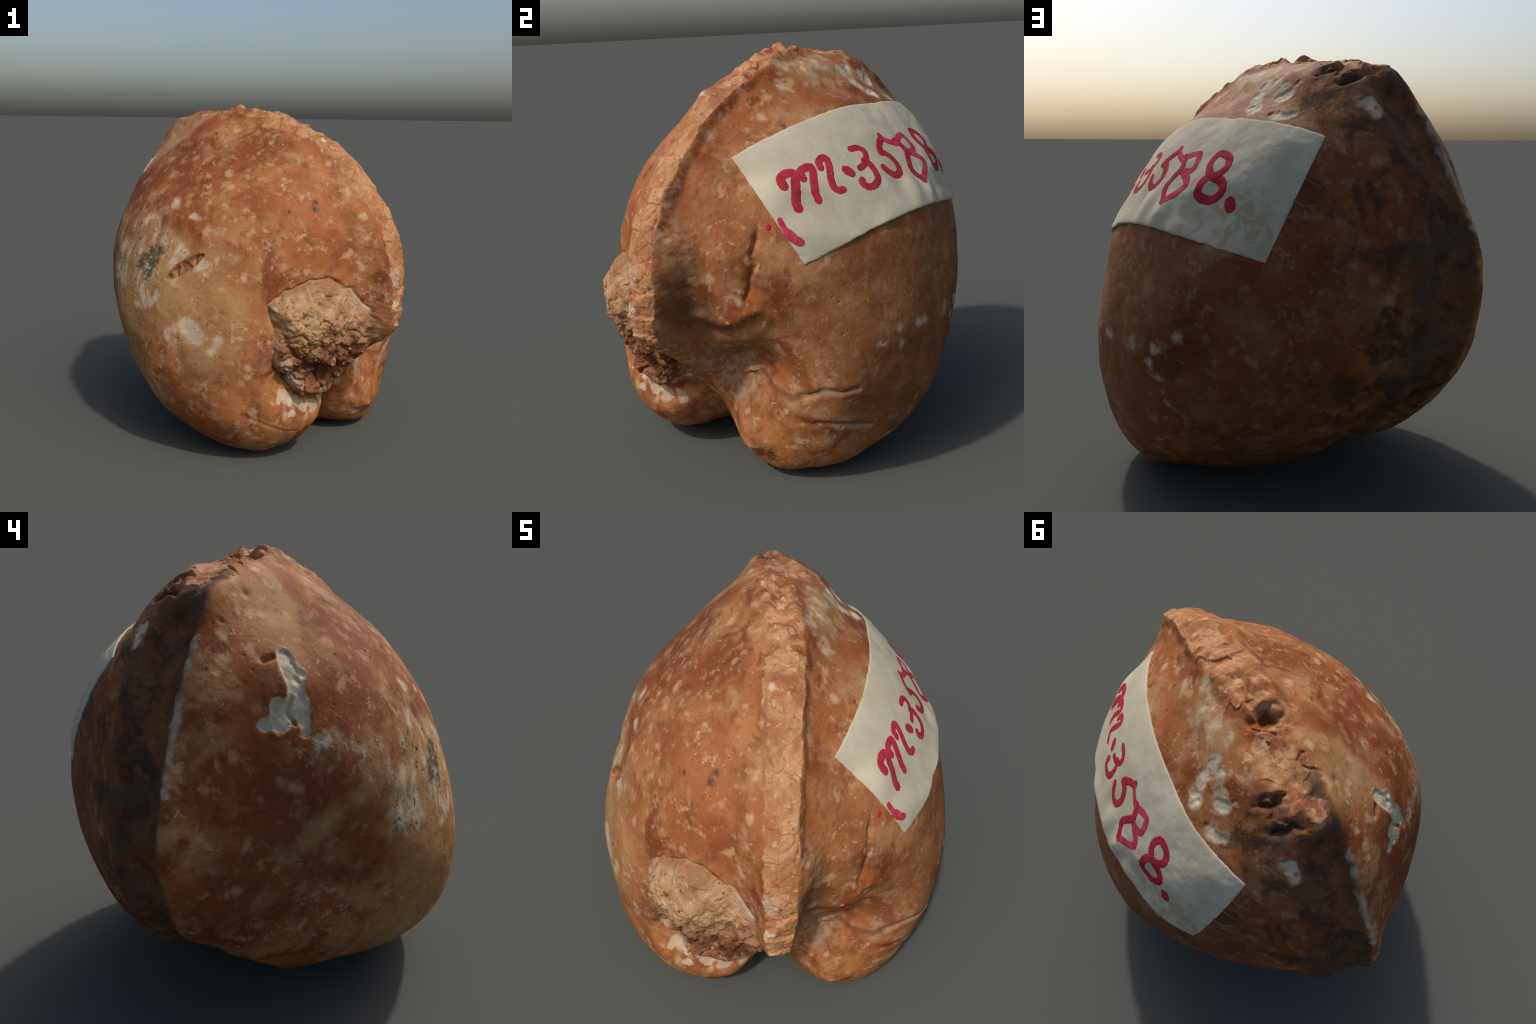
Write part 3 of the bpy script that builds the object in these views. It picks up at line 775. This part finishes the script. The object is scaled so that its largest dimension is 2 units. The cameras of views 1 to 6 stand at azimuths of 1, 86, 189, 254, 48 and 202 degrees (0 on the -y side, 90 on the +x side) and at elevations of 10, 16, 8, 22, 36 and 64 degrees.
region = np.where(info["lat"] < 0, 0, 1)
beak = (info["p"][:, 2] < .44) & (info["p"] @ K > .12)
region = np.where(beak, region + 2, region)
region = np.where(info["keel"] > .5, 4, region)
region = np.where(info["band"] > .5, 6, region)
region = np.where(info["crust"] > 0, 5, region)
face_region = np.max(region[tri], axis=1)
PARTS = ["left_valve", "right_valve", "left_beak", "right_beak", "keel", "rock_crust", "hinge_band"]
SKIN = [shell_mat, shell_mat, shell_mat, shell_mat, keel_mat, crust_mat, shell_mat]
for number, name in enumerate(PARTS):
    sub = tri[face_region == number]
    used, flat = np.unique(sub, return_inverse=True)
    me = new_mesh(name, points[used], flat.ravel(), 3, SKIN[number])
    me.normals_split_custom_set_from_vertices(normals[used].astype(np.float32))
    put(name, me, root)

# ------------------------------------------------------------------ the paper label
UPPER_EDGE = np.array([[.671, -.254, 1.545], [.531, .05, 1.657], [.308, .322, 1.692], [.05, .568, 1.687], [-.261, .72, 1.625]])
LOWER_EDGE = np.array([[.871, .025, 1.098], [.762, .335, 1.208], [.552, .611, 1.247], [.276, .821, 1.215], [-.051, .909, 1.139]])


def catmull(ctrl, t):
    ctrl = np.asarray(ctrl, float)
    c = np.vstack([2 * ctrl[0] - ctrl[1], ctrl, 2 * ctrl[-1] - ctrl[-2]])
    n = len(ctrl) - 1
    x = np.clip(t, 0, 1) * n
    i = np.minimum(np.floor(x).astype(int), n - 1)
    f = (x - i)[..., None]
    p0, p1, p2, p3 = c[i], c[i + 1], c[i + 2], c[i + 3]
    return .5 * (2 * p1 + (p2 - p0) * f + (2 * p0 - 5 * p1 + 4 * p2 - p3) * f**2 + (3 * p1 - p0 - 3 * p2 + p3) * f**3)


def on_label(u, v, lift=0.0):
    """a place on the paper: u along it from the keel side, v down it; lift above its face"""
    d = catmull(UPPER_EDGE, u) * (1 - v)[:, None] + catmull(LOWER_EDGE, u) * v[:, None] - O
    d /= np.linalg.norm(d, axis=1, keepdims=True)
    r = loft(*angles(d))
    p = O + d * r[:, None]
    curl = .010 * sstep(.8, 1, v) * sstep(.05, .3, u) * (1 - sstep(.7, .95, u))
    creases = fbm(p * 16, 3, 101) * .0022 * sstep(.35, .6, u) + fbm(p * 5, 2, 103) * .003
    creases += .007 * dome(p, (-.02, .72, 1.60), .012) + .006 * dome(p, (.40, .70, 1.36), .016)
    r = r + .006 + curl + creases + lift
    return O + d * r[:, None] + Z * SHIFT


def slab(name, nu, nv_, place, depth, material, parent):
    """closed thin slab: face from place(u, v, lift), back `depth` below"""
    gu, gv = np.meshgrid(np.linspace(0, 1, nu), np.linspace(0, 1, nv_), indexing="ij")
    u, v = gu.ravel(), gv.ravel()
    rim = np.minimum(np.minimum(u, 1 - u) * nu, np.minimum(v, 1 - v) * nv_)
    top = place(u, v, -.0022 * (1 - sstep(0, 1.6, rim)))
    low = place(u, v, np.full(len(u), -depth))
    ids = np.arange(nu * nv_).reshape(nu, nv_)
    a, b, c, e = ids[:-1, :-1], ids[1:, :-1], ids[1:, 1:], ids[:-1, 1:]
    up = np.stack([a, e, c, b], -1).reshape(-1, 4)
    n = nu * nv_
    down = up[:, ::-1] + n
    border = np.concatenate([ids[:, 0], ids[-1, 1:], ids[-2::-1, -1], ids[0, -2:0:-1]])
    nxt = np.roll(border, -1)
    side = np.stack([border, nxt, nxt + n, border + n], 1)
    faces = np.vstack([up, down, side])
    verts = np.vstack([top, low])
    t0 = np.cross(verts[up[:50, 1]] - verts[up[:50, 0]], verts[up[:50, 2]] - verts[up[:50, 0]])
    if np.einsum("ij,ij->i", t0, verts[up[:50, 0]] - O).sum() < 0:
        faces = faces[:, ::-1]
    me = new_mesh(name, verts, faces.ravel(), 4, material)
    return put(name, me, parent)


def frayed(u, v, lift):
    """paper with slightly uneven edges"""
    q = np.stack([u * 30, v * 14, u * 0 + 2.0], 1)
    w = noise(q, 111) * .004 + noise(q * 3, 112) * .002
    return on_label(np.clip(u + w * (1 - 2 * sstep(.02, .98, u)), 0, 1), v + w * 1.6 * np.where(v < .5, 1, -1) * (np.abs(v - .5) > .49), lift)


paper = slab("paper_label", 240, 110, frayed, .020, paper_mat, root)

LONG, TALL = 1.41, .56
STROKES = {   # pen strokes in label coordinates: (points, pen width in metres, pale or dark ink)
    "handwritten_letter": [
        ([(.080, .415), (.083, .37), (.097, .345), (.120, .35), (.128, .38), (.115, .44), (.097, .51), (.083, .565), (.080, .60)], .046, 1),
        ([(.145, .425), (.148, .38), (.165, .365), (.185, .37), (.185, .41), (.167, .49), (.153, .555), (.148, .615)], .040, 1),
        ([(.215, .41), (.220, .37), (.240, .35), (.250, .375), (.240, .445), (.223, .515), (.215, .585), (.225, .625), (.237, .63)], .038, 1)],
    "handwritten_three": [
        ([(.352, .375), (.380, .385), (.393, .43), (.385, .48), (.363, .52), (.340, .535)], .036, 1),
        ([(.372, .50), (.383, .545), (.385, .615), (.375, .67), (.348, .70), (.325, .69), (.313, .65), (.318, .63)], .040, 1)],
    "handwritten_five": [
        ([(.505, .345), (.515, .385), (.535, .415), (.558, .435)], .034, 0),
        ([(.500, .37), (.475, .415), (.455, .475), (.470, .485), (.490, .535), (.497, .605), (.485, .67), (.460, .685), (.438, .645), (.428, .60)], .040, 1)],
    "handwritten_eight": [
        ([(.555, .435), (.573, .415), (.620, .375), (.637, .445), (.637, .51), (.612, .535), (.595, .53)], .038, 0),
        ([(.562, .42), (.580, .48), (.580, .535), (.566, .595), (.553, .67), (.562, .725), (.580, .785)], .040, 1),
        ([(.590, .53), (.620, .565), (.648, .62), (.637, .68), (.605, .745), (.580, .785)], .040, 0)],
    "handwritten_eight.001": [
        ([(.727, .345), (.752, .37), (.765, .43), (.758, .485), (.735, .525), (.713, .505), (.697, .44), (.700, .38), (.712, .345), (.727, .345)], .040, 1),
        ([(.735, .535), (.773, .555), (.790, .605), (.786, .655), (.765, .695), (.735, .70), (.712, .675), (.707, .61), (.716, .555), (.735, .535)], .046, 1)],
    "ink_dot": [([(.290, .515), (.296, .535)], .052, 1)],
    "ink_dot.001": [([(.832, .685), (.838, .705)], .054, 1)],
    "ink_smudge": [
        ([(.014, .615), (.012, .685), (.014, .74)], .026, 2), ([(.014, .73), (.020, .79), (.026, .82)], .046, 2)],
}


def ribbon(path, width, lift, seed):
    """an uneven pen stroke lying on the paper"""
    n, m = max(14, 9 * len(path)), 9
    t = np.linspace(0, 1, n)
    c = catmull(np.array(path), t) * np.array([LONG, TALL])
    tan = np.gradient(c, axis=0)
    tan /= np.linalg.norm(tan, axis=1, keepdims=True)
    nor = np.stack([-tan[:, 1], tan[:, 0]], 1)
    # round ends
    step = np.linalg.norm(np.diff(c, axis=0), axis=1)
    s = np.concatenate([[0], np.cumsum(step)])
    total, half = s[-1], width / 2
    cap = np.linspace(0, 1, 7)[:-1]
    c = np.vstack([c[0] - tan[0] * half * (1 - cap)[:, None], c, c[-1] + tan[-1] * half * (1 - cap[::-1])[:, None]])
    nor = np.vstack([np.repeat(nor[:1], 6, 0), nor, np.repeat(nor[-1:], 6, 0)])
    wide = np.concatenate([np.sqrt(1 - (1 - cap)**2), np.ones(n), np.sqrt(1 - (1 - cap[::-1])**2)]) * half
    wide = np.maximum(wide, .0008)
    k = len(c)
    q = np.stack([np.arange(k) * .45, np.full(k, seed * 3.7), np.zeros(k)], 1)
    left = wide * (1 + .16 * noise(q, 121) + .10 * noise(q * 2.7, 122))
    right = wide * (1 + .16 * noise(q + 50, 123) + .10 * noise(q * 2.7 + 50, 124))
    a = np.linspace(-1, 1, m)
    off = np.where(a < 0, a * left[:, None], a * right[:, None])
    xy = c[:, None, :] + off[..., None] * nor[:, None, :]
    u, v = (xy[..., 0] / LONG).ravel(), (xy[..., 1] / TALL).ravel()
    rise = np.tile(np.where(np.abs(a) > .99, -.0012, lift), k)
    verts = on_label(u, v, rise)
    ids = np.arange(k * m).reshape(k, m)
    quads = np.stack([ids[:-1, :-1], ids[1:, :-1], ids[1:, 1:], ids[:-1, 1:]], -1).reshape(-1, 4)
    fn = np.cross(verts[quads[:, 1]] - verts[quads[:, 0]], verts[quads[:, 2]] - verts[quads[:, 0]])
    if np.einsum("ij,ij->i", fn, verts[quads[:, 0]] - O).sum() < 0:
        quads = quads[:, ::-1]
    return verts, quads


count = 0
for name, strokes in STROKES.items():
    for group in sorted({s[2] for s in strokes}):
        vs, fs, base = [], [], 0
        for path, width, tone in strokes:
            if tone != group:
                continue
            count += 1
            v_, f_ = ribbon(path, width, .0007 + .00022 * (count % 4), count)
            vs.append(v_)
            fs.append(f_ + base)
            base += len(v_)
        label = name if group == max(s[2] for s in strokes) else "ink_stroke"
        put(label, new_mesh(label, np.vstack(vs), np.vstack(fs).ravel(), 4, (pale_ink_mat, ink_mat, pale_ink_mat)[group]), paper)

# fibres standing off the far edge of the paper
fv, ff, base = [], [], 0
for i in range(9):
    v0 = rng.choice([.22, .34, .37, .48, .52, .60, .63]) + rng.normal(0, .015)
    start = on_label(np.array([.992]), np.array([v0]), -.004)[0]
    inner = on_label(np.array([.95]), np.array([v0]), -.004)[0]
    out_dir = start - inner
    out_dir /= np.linalg.norm(out_dir)
    nrm = (start - O) / np.linalg.norm(start - O)
    side = np.cross(nrm, out_dir)
    length = rng.uniform(.03, .12)
    bend = rng.normal(0, .35, 3)
    n = 12
    t = np.linspace(0, 1, n)
    line = start + length * (t[:, None] * out_dir + (bend[0] * t**2 + .25 * bend[1] * np.sin(t * 5))[:, None] * side)
    dd = line - O
    dd /= np.linalg.norm(dd, axis=1, keepdims=True)
    rr = loft(*angles(dd)) + .006 + .010 * np.sin(t * 3) * abs(bend[2])
    line = O + dd * rr[:, None] + Z * SHIFT
    ring = [(math.cos(q), math.sin(q)) for q in np.arange(5) * 2 * math.pi / 5]
    verts = np.array([[pt + .0007 * (cx * side + cy * nrm) for cx, cy in ring] for pt in line]).reshape(-1, 3)
    quads = [[a * 5 + b, a * 5 + (b + 1) % 5, (a + 1) * 5 + (b + 1) % 5, (a + 1) * 5 + b] for a in range(n - 1) for b in range(5)]
    fv.append(verts)
    ff.append(np.array(quads) + base)
    base += len(verts)
fuzz = put("paper_fibre", new_mesh("paper_fibre", np.vstack(fv), np.vstack(ff).ravel(), 4, fibre_mat), paper)
fuzz["kind"] = "stuff"

# a drop of ink on the stone beside the label
drop = bmesh.new()
bmesh.ops.create_uvsphere(drop, u_segments=20, v_segments=12, radius=1)
me = bpy.data.meshes.new("ink_drop")
drop.to_mesh(me)
drop.free()
co = np.empty(len(me.vertices) * 3)
me.vertices.foreach_get("co", co)
co = co.reshape(-1, 3)
spot = np.array([.819, -.12, 1.263])
nd = (spot - O) / np.linalg.norm(spot - O)
rd = body_radius(nd[None])["r"][0]
e1 = np.cross(nd, Z)
e1 /= np.linalg.norm(e1)
e2 = np.cross(e1, nd)
swell = 1 + .25 * noise(co * 1.7 + 9, 131)
co = O + nd * (rd - .001) + Z * SHIFT + (co[:, :1] * e1 * .013 + co[:, 1:2] * e2 * .017) * swell[:, None] + co[:, 2:] * nd * .0045
me.vertices.foreach_set("co", co.ravel())
me.polygons.foreach_set("use_smooth", np.ones(len(me.polygons), bool))
me.materials.append(ink_mat)
put("ink_drop", me, root)
